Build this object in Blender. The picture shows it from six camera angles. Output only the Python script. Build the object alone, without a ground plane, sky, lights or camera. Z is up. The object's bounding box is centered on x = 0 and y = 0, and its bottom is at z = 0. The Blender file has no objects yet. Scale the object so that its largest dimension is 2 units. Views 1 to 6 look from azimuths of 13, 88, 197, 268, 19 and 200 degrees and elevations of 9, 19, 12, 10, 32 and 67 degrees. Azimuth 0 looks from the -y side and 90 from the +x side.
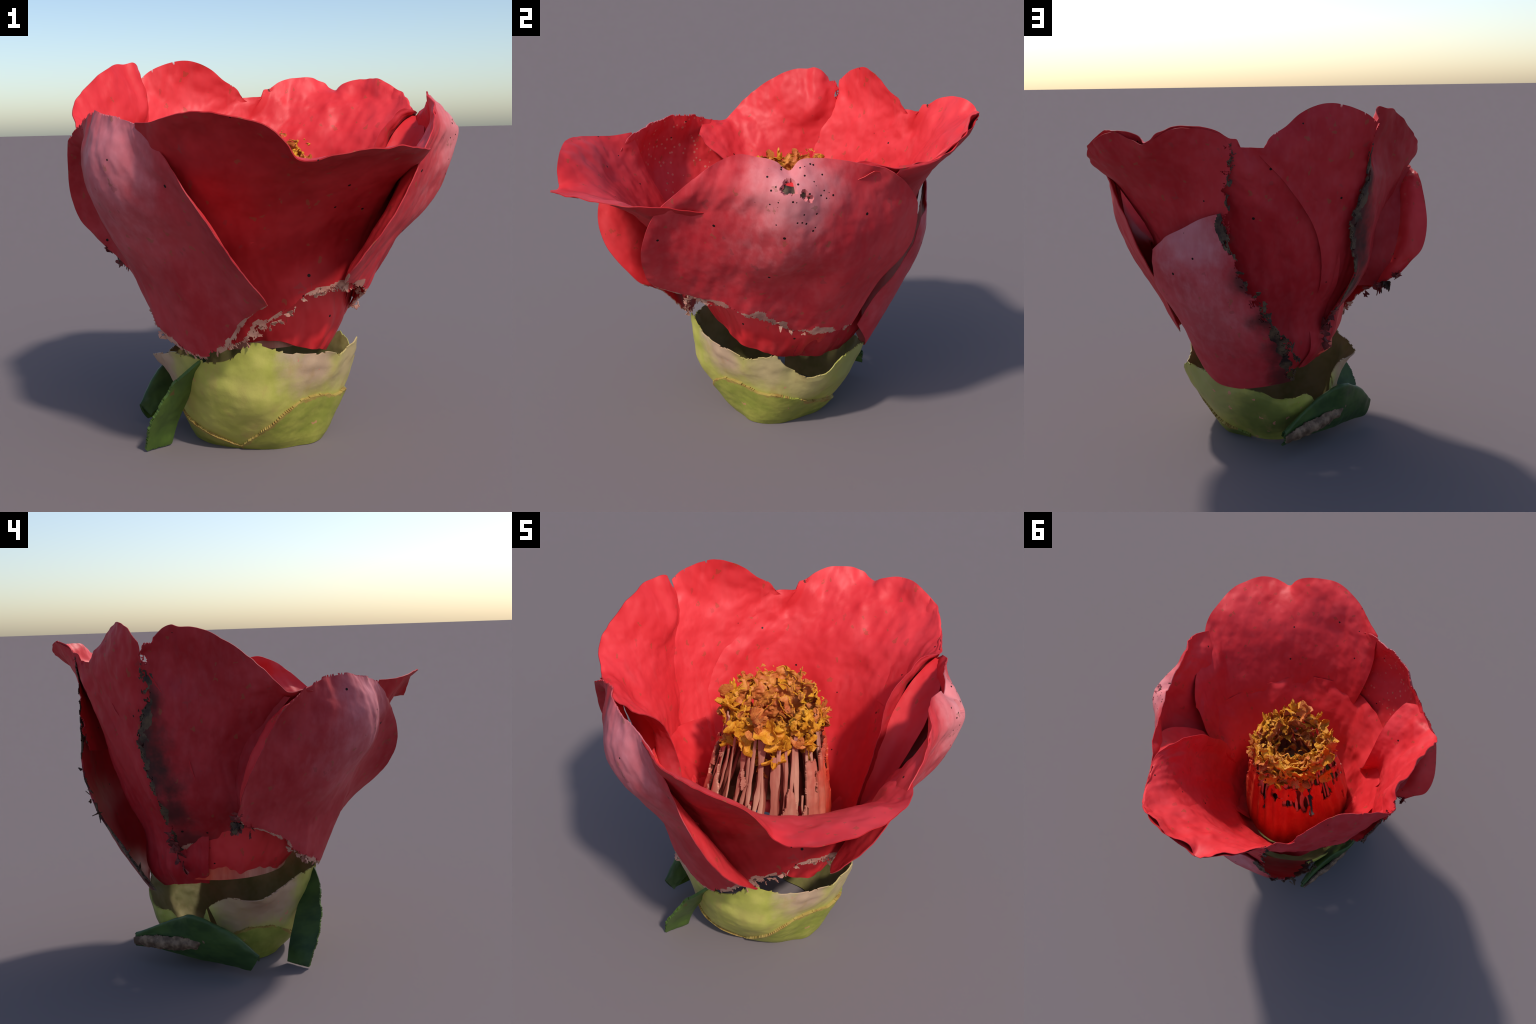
"""A single open red camellia blossom, modelled as separate petals, calyx, stamens and leaves.

Every sheet-like organ (petal, calyx cup, leaf) is lofted from a handful of
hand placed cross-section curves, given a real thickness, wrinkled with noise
and, where the flower and its scan are torn, frayed by dropping small triangles at the margin.
"""
import bpy, math
import numpy as np
from mathutils import Vector, noise as mnoise

RNG = np.random.default_rng(7)

# --------------------------------------------------------------------------
# curve and surface helpers
# --------------------------------------------------------------------------


def spline(points, count, closed=False):
    """Centripetal Catmull-Rom through points, resampled to count by arc length."""
    p = np.asarray(points, float)
    if closed:
        p = np.vstack([p[-1], p, p[0], p[1]])
    else:
        p = np.vstack([2 * p[0] - p[1], p, 2 * p[-1] - p[-2]])
    out = []
    for i in range(1, len(p) - 2):
        p0, p1, p2, p3 = p[i - 1:i + 3]
        t0 = 0.0
        t1 = t0 + max(np.linalg.norm(p1 - p0), 1e-6) ** 0.5
        t2 = t1 + max(np.linalg.norm(p2 - p1), 1e-6) ** 0.5
        t3 = t2 + max(np.linalg.norm(p3 - p2), 1e-6) ** 0.5
        t = np.linspace(t1, t2, 24, endpoint=False)[:, None]
        a1 = (t1 - t) / (t1 - t0) * p0 + (t - t0) / (t1 - t0) * p1
        a2 = (t2 - t) / (t2 - t1) * p1 + (t - t1) / (t2 - t1) * p2
        a3 = (t3 - t) / (t3 - t2) * p2 + (t - t2) / (t3 - t2) * p3
        b1 = (t2 - t) / (t2 - t0) * a1 + (t - t0) / (t2 - t0) * a2
        b2 = (t3 - t) / (t3 - t1) * a2 + (t - t1) / (t3 - t1) * a3
        out.append((t2 - t) / (t2 - t1) * b1 + (t - t1) / (t2 - t1) * b2)
    out.append(p[-2][None])
    out = np.vstack(out)
    s = np.r_[0, np.cumsum(np.linalg.norm(np.diff(out, axis=0), axis=1))]
    w = np.linspace(0, s[-1], count)
    return np.stack([np.interp(w, s, out[:, k]) for k in range(3)], -1)


def loft(rows, nu, nv, closed=False):
    """Surface through cross-section curves (bottom row first): array (nv, nu, 3)."""
    cols = np.stack([spline(r, nu, closed) for r in rows], 0)
    # a common parameter along the height: mean spacing of the rows
    gap = np.linalg.norm(np.diff(cols, axis=0), axis=2).mean(1)
    n = [max(2, int(round(nv * g / gap.sum()))) for g in gap]
    out = []
    m = len(rows)
    ext = np.concatenate([2 * cols[:1] - cols[1:2], cols, 2 * cols[-1:] - cols[-2:-1]], 0)
    for i in range(m - 1):
        p0, p1, p2, p3 = ext[i:i + 4]
        g0 = gap[max(i - 1, 0)]
        g1 = gap[i]
        g2 = gap[min(i + 1, m - 2)]
        m1 = ((p1 - p0) / g0 * g1 + (p2 - p1) / g1 * g0) / (g0 + g1) * g1
        m2 = ((p2 - p1) / g1 * g2 + (p3 - p2) / g2 * g1) / (g1 + g2) * g1
        for t in np.linspace(0, 1, n[i], endpoint=(i == m - 2)):
            h = (2 * t ** 3 - 3 * t * t + 1, t ** 3 - 2 * t * t + t, -2 * t ** 3 + 3 * t * t, t ** 3 - t * t)
            out.append(h[0] * p1 + h[1] * m1 + h[2] * p2 + h[3] * m2)
    return np.array(out)


def fbm(points, scale, octaves=3, seed=0.0):
    off = Vector((seed * 13.7, seed * 7.1, -seed * 3.3))
    return np.array([mnoise.fractal(Vector(q) * scale + off, 1.0, 2.0, octaves) for q in points])


def grid_normals(g, closed=False):
    if closed:
        du = np.roll(g, -1, 1) - np.roll(g, 1, 1)
    else:
        du = np.gradient(g, axis=1)
    dv = np.gradient(g, axis=0)
    n = np.cross(du, dv)
    return n / np.maximum(np.linalg.norm(n, axis=2, keepdims=True), 1e-9)


def sheet(name, rows, nu=120, nv=100, thick=0.012, wrinkle=0.004, wrinkle_scale=6.0, seed=1.0,
          center=(0, 0.08), torn=None, closed=False, crease=None, outer=None, inner=None,
          rim_thin=0.35, dark_pits=(), offset=0.0, urange=(0, 1), vrange=(0, 1), margin=None,
          belly=0.0, lace=None, veins=0.0, trim=None, trim_edge=.02, shift=None):
    """Thick lofted sheet.  torn: {'v0','v1','u0','u1': fraying depth in metres}.
    margin: list of (edge, width, noise, slot) giving frayed margins a material slot of their own."""
    g = loft(rows, nu, nv, closed)
    if shift is not None:
        g = g + np.array(shift)
    if urange != (0, 1) or vrange != (0, 1):
        a, b = int(urange[0] * (g.shape[1] - 1)), int(urange[1] * (g.shape[1] - 1)) + 1
        c, d = int(vrange[0] * (g.shape[0] - 1)), int(vrange[1] * (g.shape[0] - 1)) + 1
        g = g[c:d, a:b]
    nv, nu = g.shape[:2]
    nrm = grid_normals(g, closed)
    # make the normals point away from the flower's axis
    away = g[:, :, :2] - np.array(center)
    if (nrm[:, :, :2] * away).sum() < 0:
        nrm = -nrm
        flip = True
    else:
        flip = False
    flat = g.reshape(-1, 3)
    disp = wrinkle * fbm(flat, wrinkle_scale, 4, seed).reshape(nv, nu)
    disp += wrinkle * 0.18 * fbm(flat, wrinkle_scale * 3.5, 2, seed + 5).reshape(nv, nu)
    U, V = np.meshgrid(np.linspace(0, 1, nu), np.linspace(0, 1, nv))
    disp *= .6 + .5 * V
    disp += 1.6 * wrinkle * V ** 3 * fbm(flat, wrinkle_scale * 1.7, 2, seed + 7).reshape(nv, nu)
    if veins:
        ribs = np.stack([U * np.linalg.norm(np.diff(g, axis=1), axis=2).sum(1).mean() * 7, V * 1.6, np.full_like(U, seed)], -1).reshape(-1, 3)
        disp += veins * fbm(ribs, 1.0, 3, seed + 3).reshape(nv, nu)
    if crease is not None:
        disp += crease(U, V, g)
    g = g + nrm * (disp + offset)[:, :, None]
    # distance of every vertex from the four edges, in metres
    lu = np.r_[0, np.cumsum(np.linalg.norm(np.diff(g, axis=1), axis=2).mean(0))]
    lv = np.r_[0, np.cumsum(np.linalg.norm(np.diff(g, axis=0), axis=2).mean(1))]
    dist = {'u0': np.tile(lu, (nv, 1)), 'u1': np.tile(lu[-1] - lu, (nv, 1)),
            'v0': np.tile(lv[:, None], (1, nu)), 'v1': np.tile((lv[-1] - lv)[:, None], (1, nu))}
    near = np.full((nv, nu), 20.0)
    for k, d in dist.items():
        if closed and k[0] == 'u':
            continue
        near = np.minimum(near, d / 0.05)
    th = thick * (rim_thin + (1 - rim_thin) * np.clip(near, 0, 1))
    outerv = (g + nrm * (th / 2)[:, :, None]).reshape(-1, 3)
    swell = belly * np.clip(near * .05 / .2, 0, 1) ** 1.3
    innerv = (g - nrm * (th / 2 + swell)[:, :, None]).reshape(-1, 3)
    # triangles, diagonal chosen at random so frayed margins are shard-like
    idx = np.arange(nv * nu).reshape(nv, nu)
    if closed:
        idx = np.concatenate([idx, idx[:, :1]], 1)
    a, b, c, d = idx[:-1, :-1].ravel(), idx[:-1, 1:].ravel(), idx[1:, 1:].ravel(), idx[1:, :-1].ravel()
    pick = np.random.default_rng(int(seed * 100)).random(len(a)) < 0.5
    t1 = np.where(pick[:, None], np.stack([a, b, c], 1), np.stack([a, b, d], 1))
    t2 = np.where(pick[:, None], np.stack([a, c, d], 1), np.stack([b, c, d], 1))
    tri = np.concatenate([t1, t2], 0)
    keep = np.ones(len(tri), bool)
    cen = g.reshape(-1, 3)[tri].mean(1)
    if torn:  # also covers edges where the scanned surface simply breaks off
        for k, depth in torn.items():
            fld = dist[k].ravel()[tri].mean(1)
            lim = depth * (0.55 + 0.8 * fbm(cen, 13, 2, seed + 2) + 0.7 * fbm(cen, 34, 2, seed + 8) + 0.55 * (np.random.default_rng(int(seed * 31)).random(len(tri)) - 0.5))
            keep &= fld > lim
    pit = np.zeros(len(tri), bool)  # not cut through: sunk and coloured dark like the unlit inside
    for (hx, hy, hz, hr) in dark_pits:
        dd = np.linalg.norm(cen - np.array((hx, hy, hz)), axis=1)
        pit |= dd < hr * (1 + 0.7 * fbm(cen, 34, 2, seed + 9))
    if lace is not None:
        stretch, limit = lace
        f = np.array([mnoise.fractal(Vector(q * np.array(stretch)) + Vector((seed, 2 * seed, 0)), 1.0, 2.0, 3) for q in cen])
        keep &= f > limit(U.ravel()[tri].mean(1), V.ravel()[tri].mean(1), cen)
    slot = np.zeros(len(tri), int)
    if pit.any():
        slot[pit] = 2
        sunk = np.unique(tri[pit].ravel())
        outerv[sunk] -= nrm.reshape(-1, 3)[sunk] * .022
    if trim is not None:
        depth = trim(cen) - .006 * (1 + fbm(cen, 40, 2, seed + 4))
        keep &= depth > 0
        slot[depth < trim_edge * (.7 + 1.6 * fbm(cen, 10, 3, seed + 6))] = 1
    if margin:
        for k, width, wob, s, *where in margin:
            fld = dist[k].ravel()[tri].mean(1)
            hit = fld < width * (1 + wob * fbm(cen, 9, 3, seed + s))
            if where:
                hit &= where[0](cen)
            slot[hit] = s
    tri, slot = tri[keep], slot[keep]
    if flip:
        tri = tri[:, ::-1]
    n = nv * nu
    tin = tri[:, ::-1] + n
    # walls along open edges
    e = np.concatenate([tri[:, [0, 1]], tri[:, [1, 2]], tri[:, [2, 0]]], 0)
    es = np.tile(slot, 3)
    key = np.minimum(e[:, 0], e[:, 1]).astype(np.int64) * n + np.maximum(e[:, 0], e[:, 1])
    _, inv, cnt = np.unique(key, return_inverse=True, return_counts=True)
    bnd = cnt[inv] == 1
    eb = e[bnd]
    w1 = np.stack([eb[:, 1], eb[:, 0], eb[:, 0] + n], 1)
    w2 = np.stack([eb[:, 1], eb[:, 0] + n, eb[:, 1] + n], 1)
    faces = np.concatenate([tri, tin, w1, w2], 0)
    mats = np.concatenate([slot * 2, slot * 2 + 1, es[bnd] * 2, es[bnd] * 2], 0)
    verts = np.concatenate([outerv, innerv], 0)
    return mesh_object(name, verts, faces, mats, [outer, inner])


def mesh_object(name, verts, faces, mats=None, materials=()):
    used, inv = np.unique(faces.ravel(), return_inverse=True)
    verts = verts[used]
    faces = inv.reshape(-1, 3)
    me = bpy.data.meshes.new(name)
    me.vertices.add(len(verts))
    me.vertices.foreach_set("co", verts.astype(np.float32).ravel())
    me.loops.add(len(faces) * 3)
    me.polygons.add(len(faces))
    me.loops.foreach_set("vertex_index", faces.astype(np.int32).ravel())
    me.polygons.foreach_set("loop_start", np.arange(0, len(faces) * 3, 3, dtype=np.int32))
    me.polygons.foreach_set("use_smooth", np.ones(len(faces), bool))
    mm = []
    for m in materials:
        mm.extend(m if isinstance(m, (list, tuple)) else [m])
    for m in mm:
        me.materials.append(m)
    if mats is not None:
        me.polygons.foreach_set("material_index", np.minimum(mats, max(len(mm) - 1, 0)).astype(np.int32))
    me.update(calc_edges=True)
    me.validate()
    me.set_sharp_from_angle(angle=math.radians(50))
    ob = bpy.data.objects.new(name, me)
    bpy.context.scene.collection.objects.link(ob)
    return ob


# --------------------------------------------------------------------------
# materials
# --------------------------------------------------------------------------


class Nodes:
    def __init__(self, name, rough=0.55, spec=0.35):
        self.mat = bpy.data.materials.new(name)
        self.mat.use_nodes = True
        self.t = self.mat.node_tree
        self.b = self.t.nodes["Principled BSDF"]
        self.b.inputs["Roughness"].default_value = rough
        self.b.inputs["Specular IOR Level"].default_value = spec
        self.co = self.t.nodes.new("ShaderNodeTexCoord").outputs["Object"]

    def new(self, kind, **kw):
        n = self.t.nodes.new(kind)
        for k, v in kw.items():
            setattr(n, k, v)
        return n

    def link(self, a, b):
        self.t.links.new(a, b)

    def mapping(self, scale=(1, 1, 1), loc=(0, 0, 0)):
        m = self.new("ShaderNodeMapping")
        self.link(self.co, m.inputs["Vector"])
        m.inputs["Scale"].default_value = scale
        m.inputs["Location"].default_value = loc
        return m.outputs["Vector"]

    def noise(self, scale, detail=4, stretch=(1, 1, 1), loc=(0, 0, 0), rough=0.6):
        n = self.new("ShaderNodeTexNoise")
        n.inputs["Scale"].default_value = scale
        n.inputs["Detail"].default_value = detail
        n.inputs["Roughness"].default_value = rough
        self.link(self.mapping(stretch, loc), n.inputs["Vector"])
        return n.outputs["Fac"]

    def ramp(self, fac, lo, hi, a=0.0, b=1.0):
        m = self.new("ShaderNodeMapRange")
        m.inputs["From Min"].default_value = lo
        m.inputs["From Max"].default_value = hi
        m.inputs["To Min"].default_value = a
        m.inputs["To Max"].default_value = b
        m.interpolation_type = 'SMOOTHSTEP'
        self.link(fac, m.inputs["Value"])
        return m.outputs["Result"]

    def math(self, op, a, b=None):
        m = self.new("ShaderNodeMath", operation=op)
        for i, v in enumerate((a, b)):
            if v is None:
                continue
            if isinstance(v, (int, float)):
                m.inputs[i].default_value = v
            else:
                self.link(v, m.inputs[i])
        return m.outputs[0]

    def mix(self, fac, a, b):
        m = self.new("ShaderNodeMix", data_type='RGBA')
        for sock, v in ((m.inputs[0], fac), (m.inputs[6], a), (m.inputs[7], b)):
            if isinstance(v, (int, float)):
                sock.default_value = v
            elif isinstance(v, tuple):
                sock.default_value = (*v, 1)
            else:
                self.link(v, sock)
        return m.outputs[2]

    def blob(self, point, radius, soft=0.5, wobble=0.25, squash=(1, 1, 1)):
        """Soft round mask about a point in object space, its edge broken by noise."""
        v = self.new("ShaderNodeVectorMath", operation='SUBTRACT')
        self.link(self.co, v.inputs[0])
        v.inputs[1].default_value = point
        s = self.new("ShaderNodeVectorMath", operation='MULTIPLY')
        self.link(v.outputs[0], s.inputs[0])
        s.inputs[1].default_value = squash
        l = self.new("ShaderNodeVectorMath", operation='LENGTH')
        self.link(s.outputs[0], l.inputs[0])
        d = self.math('DIVIDE', l.outputs["Value"], radius)
        n = self.noise(9, 5)
        d = self.math('ADD', d, self.math('MULTIPLY', self.math('SUBTRACT', n, 0.5), wobble * 4))
        return self.ramp(d, 1.0, 1.0 - soft, 0, 1)

    def flecks(self, scale, share, loc=(0, 0, 0)):
        """Small angular flecks: a random share of Voronoi cells, each cut to its core."""
        v = self.new("ShaderNodeTexVoronoi", feature='F1', distance='MANHATTAN')
        v.inputs["Scale"].default_value = scale
        skew = self.new("ShaderNodeVectorMath", operation='ADD')
        wob = self.new("ShaderNodeTexNoise")
        wob.inputs["Scale"].default_value = scale * 1.1
        wob.inputs["Detail"].default_value = 1
        self.link(self.co, wob.inputs["Vector"])
        amp = self.new("ShaderNodeVectorMath", operation='SCALE')
        self.link(wob.outputs["Color"], amp.inputs[0])
        amp.inputs["Scale"].default_value = 1.3 / scale
        self.link(self.mapping((1, 1, 0.7), loc), skew.inputs[0])
        self.link(amp.outputs[0], skew.inputs[1])
        self.link(skew.outputs[0], v.inputs["Vector"])
        w = self.new("ShaderNodeTexWhiteNoise", noise_dimensions='3D')
        self.link(v.outputs["Position"], w.inputs["Vector"])
        chosen = self.math('LESS_THAN', w.outputs["Value"], share)
        core = self.math('LESS_THAN', v.outputs["Distance"], 0.42)
        return self.math('MULTIPLY', chosen, core)

    def specks(self, scale, share, size, loc=(0, 0, 0)):
        v = self.new("ShaderNodeTexVoronoi", feature='F1')
        v.inputs["Scale"].default_value = scale
        self.link(self.mapping((1, 1, 1), loc), v.inputs["Vector"])
        w = self.new("ShaderNodeTexWhiteNoise", noise_dimensions='3D')
        self.link(v.outputs["Position"], w.inputs["Vector"])
        return self.math('MULTIPLY', self.math('LESS_THAN', w.outputs["Value"], share),
                         self.math('LESS_THAN', v.outputs["Distance"], size))

    def bump(self, height, strength=0.3, dist=0.01):
        b = self.new("ShaderNodeBump")
        b.inputs["Strength"].default_value = strength
        b.inputs["Distance"].default_value = dist
        self.link(height, b.inputs["Height"])
        self.link(b.outputs["Normal"], self.b.inputs["Normal"])

    def color(self, c):
        self.link(c, self.b.inputs["Base Color"])
        return self.mat


def petal_inner(name, pale_specks=None):
    n = Nodes(name, 0.5, 0.3)
    c = n.mix(n.ramp(n.noise(3.2, 5), 0.35, 0.68), (0.67, 0.026, 0.032), (0.74, 0.042, 0.050))
    c = n.mix(n.math('MULTIPLY', n.ramp(n.noise(14, 3, (1, 1, 0.25)), 0.5, 0.75), 0.22), c, (0.78, 0.095, 0.10))
    if pale_specks:
        m = n.blob(pale_specks, 0.5, 0.6)
        s = n.specks(38, 0.5, 0.25, (3, 1, 2))
        c = n.mix(n.math('MULTIPLY', n.math('MULTIPLY', m, s), 0.6), c, (0.70, 0.25, 0.17))
    c = n.mix(n.math('MULTIPLY', n.flecks(30, 0.10), 0.42), c, (0.26, 0.075, 0.025))
    c = n.mix(n.math('MULTIPLY', n.flecks(24, 0.06, (5, 2, 1)), 0.3), c, (0.28, 0.05, 0.03))
    c = n.mix(n.specks(26, 0.035, 0.16, (1, 4, 2)), c, (0.04, 0.008, 0.006))  # black dots painted for pinholes that show the dark inside
    n.bump(n.noise(20, 6, (1, 1, 0.4)), 0.12, 0.006)
    return n.color(c)


def petal_outer(name, blobs=(), base=((0.36, 0.018, 0.026), (0.48, 0.045, 0.06)), pink=(0.60, 0.20, 0.23), dark=(), cluster=None):
    n = Nodes(name, 0.6, 0.18)
    c = n.mix(n.ramp(n.noise(4.0, 6), 0.35, 0.68), *base)
    fine = n.ramp(n.noise(26, 5, (1, 1, 0.45)), 0.4, 0.72)
    c = n.mix(n.math('MULTIPLY', fine, 0.07), c, pink)
    for point, radius, amount in blobs:
        m = n.blob(point, radius, 0.9, 0.2)
        m = n.math('MULTIPLY', m, n.math('ADD', n.math('MULTIPLY', fine, 0.16), amount - 0.08))
        c = n.mix(m, c, pink)
    for point, radius, amount in dark:
        m = n.math('MULTIPLY', n.blob(point, radius, 0.8, 0.3), amount)
        c = n.mix(m, c, (0.035, 0.018, 0.016))
    c = n.mix(n.math('MULTIPLY', n.flecks(30, 0.09), 0.4), c, (0.22, 0.10, 0.04))
    c = n.mix(n.math('MULTIPLY', n.flecks(22, 0.06, (5, 2, 1)), 0.35), c, (0.24, 0.05, 0.05))
    c = n.mix(n.specks(22, 0.04, 0.15, (1, 4, 2)), c, (0.012, 0.004, 0.004))  # dark of the hollow behind pinholes, put into the colour as dots
    if cluster:
        spot = n.math('MULTIPLY', n.blob(*cluster, .6, .3), n.specks(46, 0.35, 0.22, (7, 1, 3)))
        c = n.mix(n.math('GREATER_THAN', spot, .35), c, (0.014, 0.004, 0.004))  # more painted pinhole dots, crowded round the dark pits
    n.bump(n.noise(24, 6, (1, 1, 0.5)), 0.15, 0.006)
    return n.color(c)


def plain(name, a, b, scale=8, rough=0.6, stretch=(1, 1, 1), flecks=None, bump=0.25, extra=()):
    n = Nodes(name, rough, 0.3)
    c = n.mix(n.ramp(n.noise(scale, 6, stretch), 0.35, 0.68), a, b)
    for point, radius, colour, amount in extra:
        c = n.mix(n.math('MULTIPLY', n.blob(point, radius, 0.6, 0.3), amount), c, colour)
    if flecks:
        c = n.mix(n.math('MULTIPLY', n.flecks(28, 0.06), 0.7), c, flecks)
    n.bump(n.noise(scale * 3, 6, stretch), bump, 0.006)
    return n.color(c)


INNER = petal_inner("petal inner red")
INNER_SPECK = petal_inner("petal inner red speckled", (-0.6, -0.5, 1.2))
TORN = plain("torn pale petal edge", (0.42, 0.17, 0.13), (0.54, 0.30, 0.22), 14)
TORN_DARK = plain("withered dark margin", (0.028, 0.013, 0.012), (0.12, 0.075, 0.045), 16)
DARK_BROWN = plain("dark brown shred and pit", (0.03, 0.016, 0.013), (0.14, 0.085, 0.05), 20, 0.7)  # dark brown; on the right petal's pits it stands for shaded depth
OUT_FRONT = petal_outer("front petal outside", base=((0.38, 0.010, 0.014), (0.50, 0.022, 0.028)), pink=(0.50, 0.07, 0.085))
OUT_LEFT = petal_outer("left petal outside", [((-0.42, -0.66, 1.36), 0.34, 0.75), ((-0.45, -0.55, 1.1), 0.4, 0.35)], base=((0.38, 0.02, 0.028), (0.48, 0.045, 0.055)))
OUT_RIGHT = petal_outer("right petal outside", [((0.86, 0.08, 1.42), 0.30, 0.85), ((0.78, 0.0, 1.15), 0.30, 0.22)],
                        base=((0.50, 0.022, 0.032), (0.60, 0.045, 0.055)), pink=(0.70, 0.26, 0.27), cluster=((.85, .1, 1.40), .22))
OUT_BACK = petal_outer("back petal outside", base=((0.45, 0.014, 0.022), (0.54, 0.03, 0.04)))
OUT_LOW = petal_outer("low petal outside", [((0.12, 0.8, 1.18), 0.30, 0.75), ((0.05, 0.72, 0.8), 0.40, 0.3)],
                      base=((0.42, 0.02, 0.03), (0.52, 0.04, 0.055)), pink=(0.62, 0.24, 0.27), dark=[((-0.17, 0.80, 0.97), 0.12, 0.8), ((-0.24, 0.72, 0.78), 0.15, 0.85), ((-0.30, 0.60, 0.60), 0.18, 0.85), ((-0.27, 0.49, 0.43), 0.17, 0.8)])
OUT_SIDE = petal_outer("side petal outside", dark=[((-0.65, 0.45, 1.40), 0.13, 0.85), ((-0.58, 0.46, 1.22), 0.19, 0.92), ((-0.57, 0.44, 1.03), 0.20, 0.92), ((-0.53, 0.37, 0.84), 0.18, 0.85), ((-.43, .28, .66), .16, .7)],
                       base=((0.38, 0.014, 0.02), (0.48, 0.035, 0.045)))

# --------------------------------------------------------------------------
# petals: cross-section curves from the foot of the petal to its rim
# --------------------------------------------------------------------------

parts = []


def keep(ob, **kw):
    parts.append(ob)
    return ob


# front petal, flaring forward with a notch between two lobes
keep(sheet("petal", [
    [(-.05, -.38, .50), (.03, -.40, .52), (.10, -.405, .57), (.17, -.405, .63), (.24, -.40, .685), (.32, -.383, .74), (.41, -.335, .745), (.45, -.27, .73), (.45, -.1, .715), (.41, .05, .72)],
    [(-.20, -.44, .80), (-.1, -.49, .82), (.03, -.495, .84), (.15, -.455, .86), (.27, -.39, .89), (.36, -.36, .92), (.435, -.30, .93), (.51, -.23, .93), (.54, -.1, .90), (.52, .06, .88)],
    [(-.27, -.54, 1.05), (-.15, -.60, 1.06), (0, -.63, 1.06), (.18, -.595, 1.06), (.33, -.535, 1.07), (.46, -.44, 1.08), (.56, -.38, 1.09), (.58, -.28, 1.07), (.60, -.12, 1.04), (.575, .06, 1.0)],
    [(-.29, -.64, 1.24), (-.15, -.725, 1.255), (.0, -.785, 1.245), (.2, -.75, 1.22), (.38, -.68, 1.205), (.55, -.58, 1.215), (.645, -.46, 1.20), (.635, -.33, 1.19), (.65, -.15, 1.14), (.615, .02, 1.07)],
    [(-.28, -.68, 1.36), (-.14, -.81, 1.38), (.04, -.90, 1.405), (.20, -.91, 1.37), (.33, -.88, 1.30), (.42, -.86, 1.28), (.56, -.80, 1.295), (.67, -.67, 1.297), (.73, -.50, 1.27), (.695, -.36, 1.25), (.69, -.18, 1.21), (.655, -.02, 1.12)],
    [(-.28, -.71, 1.43), (-.19, -.797, 1.43), (-.12, -.874, 1.441), (-.05, -.927, 1.451), (.012, -.965, 1.452), (.08, -.987, 1.45), (.18, -.992, 1.43),
     (.263, -.987, 1.408), (.304, -.985, 1.382), (.335, -.98, 1.354), (.354, -.975, 1.318), (.365, -.97, 1.30), (.388, -.97, 1.293), (.418, -.98, 1.295), (.478, -.983, 1.307),
     (.548, -.967, 1.321), (.624, -.91, 1.325), (.709, -.805, 1.326), (.75, -.69, 1.322), (.775, -.55, 1.317), (.757, -.40, 1.295), (.735, -.26, 1.275), (.708, -.12, 1.235), (.668, -.02, 1.145)],
], 220, 110, wrinkle=.006, veins=.010, seed=1, belly=.004, torn={'v0': .026}, outer=[OUT_FRONT, INNER, TORN], inner=[INNER], margin=[('v0', .026, 1.6, 1, lambda c: c[:, 1] < -.29)],
    center=(0, .0)))

# left front petal with both sides rolled outward about a rounded keel
keep(sheet("petal", [
    [(-.735, .03, .865), (-.645, .0, .80), (-.545, -.09, .745), (-.48, -.17, .69), (-.42, -.24, .62), (-.33, -.32, .53), (-.17, -.39, .46), (-.03, -.43, .50), (.05, -.50, .62), (.12, -.56, .69), (.185, -.62, .742)],
    [(-.785, .015, .925), (-.67, -.01, .88), (-.595, -.09, .85), (-.515, -.215, .82), (-.42, -.33, .79), (-.33, -.40, .77), (-.18, -.515, .77), (-.06, -.535, .765), (.04, -.575, .77), (.125, -.625, .78), (.178, -.68, .79)],
    [(-.846, 0, 1.0), (-.75, .005, .98), (-.68, -.065, .97), (-.59, -.25, .965), (-.50, -.42, .965), (-.44, -.475, .97), (-.266, -.565, .975), (-.14, -.60, .965), (-.02, -.655, .95), (.06, -.735, .94), (.115, -.81, .925)],
    [(-.86, -.06, 1.13), (-.77, -.05, 1.14), (-.70, -.12, 1.14), (-.635, -.31, 1.14), (-.55, -.49, 1.14), (-.47, -.59, 1.14), (-.369, -.652, 1.14), (-.21, -.69, 1.13), (-.095, -.72, 1.115), (-.02, -.78, 1.10), (.022, -.857, 1.088)],
    [(-.82, -.15, 1.30), (-.75, -.14, 1.30), (-.68, -.20, 1.30), (-.64, -.37, 1.30), (-.58, -.50, 1.31), (-.50, -.60, 1.31), (-.40, -.67, 1.31), (-.28, -.70, 1.31), (-.139, -.79, 1.294)],
    [(-.79, -.20, 1.365), (-.75, -.246, 1.394), (-.68, -.31, 1.437), (-.60, -.385, 1.475), (-.557, -.434, 1.484), (-.53, -.482, 1.486), (-.465, -.55, 1.468), (-.40, -.618, 1.459), (-.34, -.648, 1.449), (-.294, -.681, 1.434), (-.237, -.725, 1.407)],
], 160, 110, wrinkle=.007, veins=.006, seed=2, belly=.01, outer=[OUT_LEFT, INNER_SPECK, TORN], inner=[INNER], margin=[('v0', .016, 1.6, 1)], torn={'v0': .02, 'v1': .008}))

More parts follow.
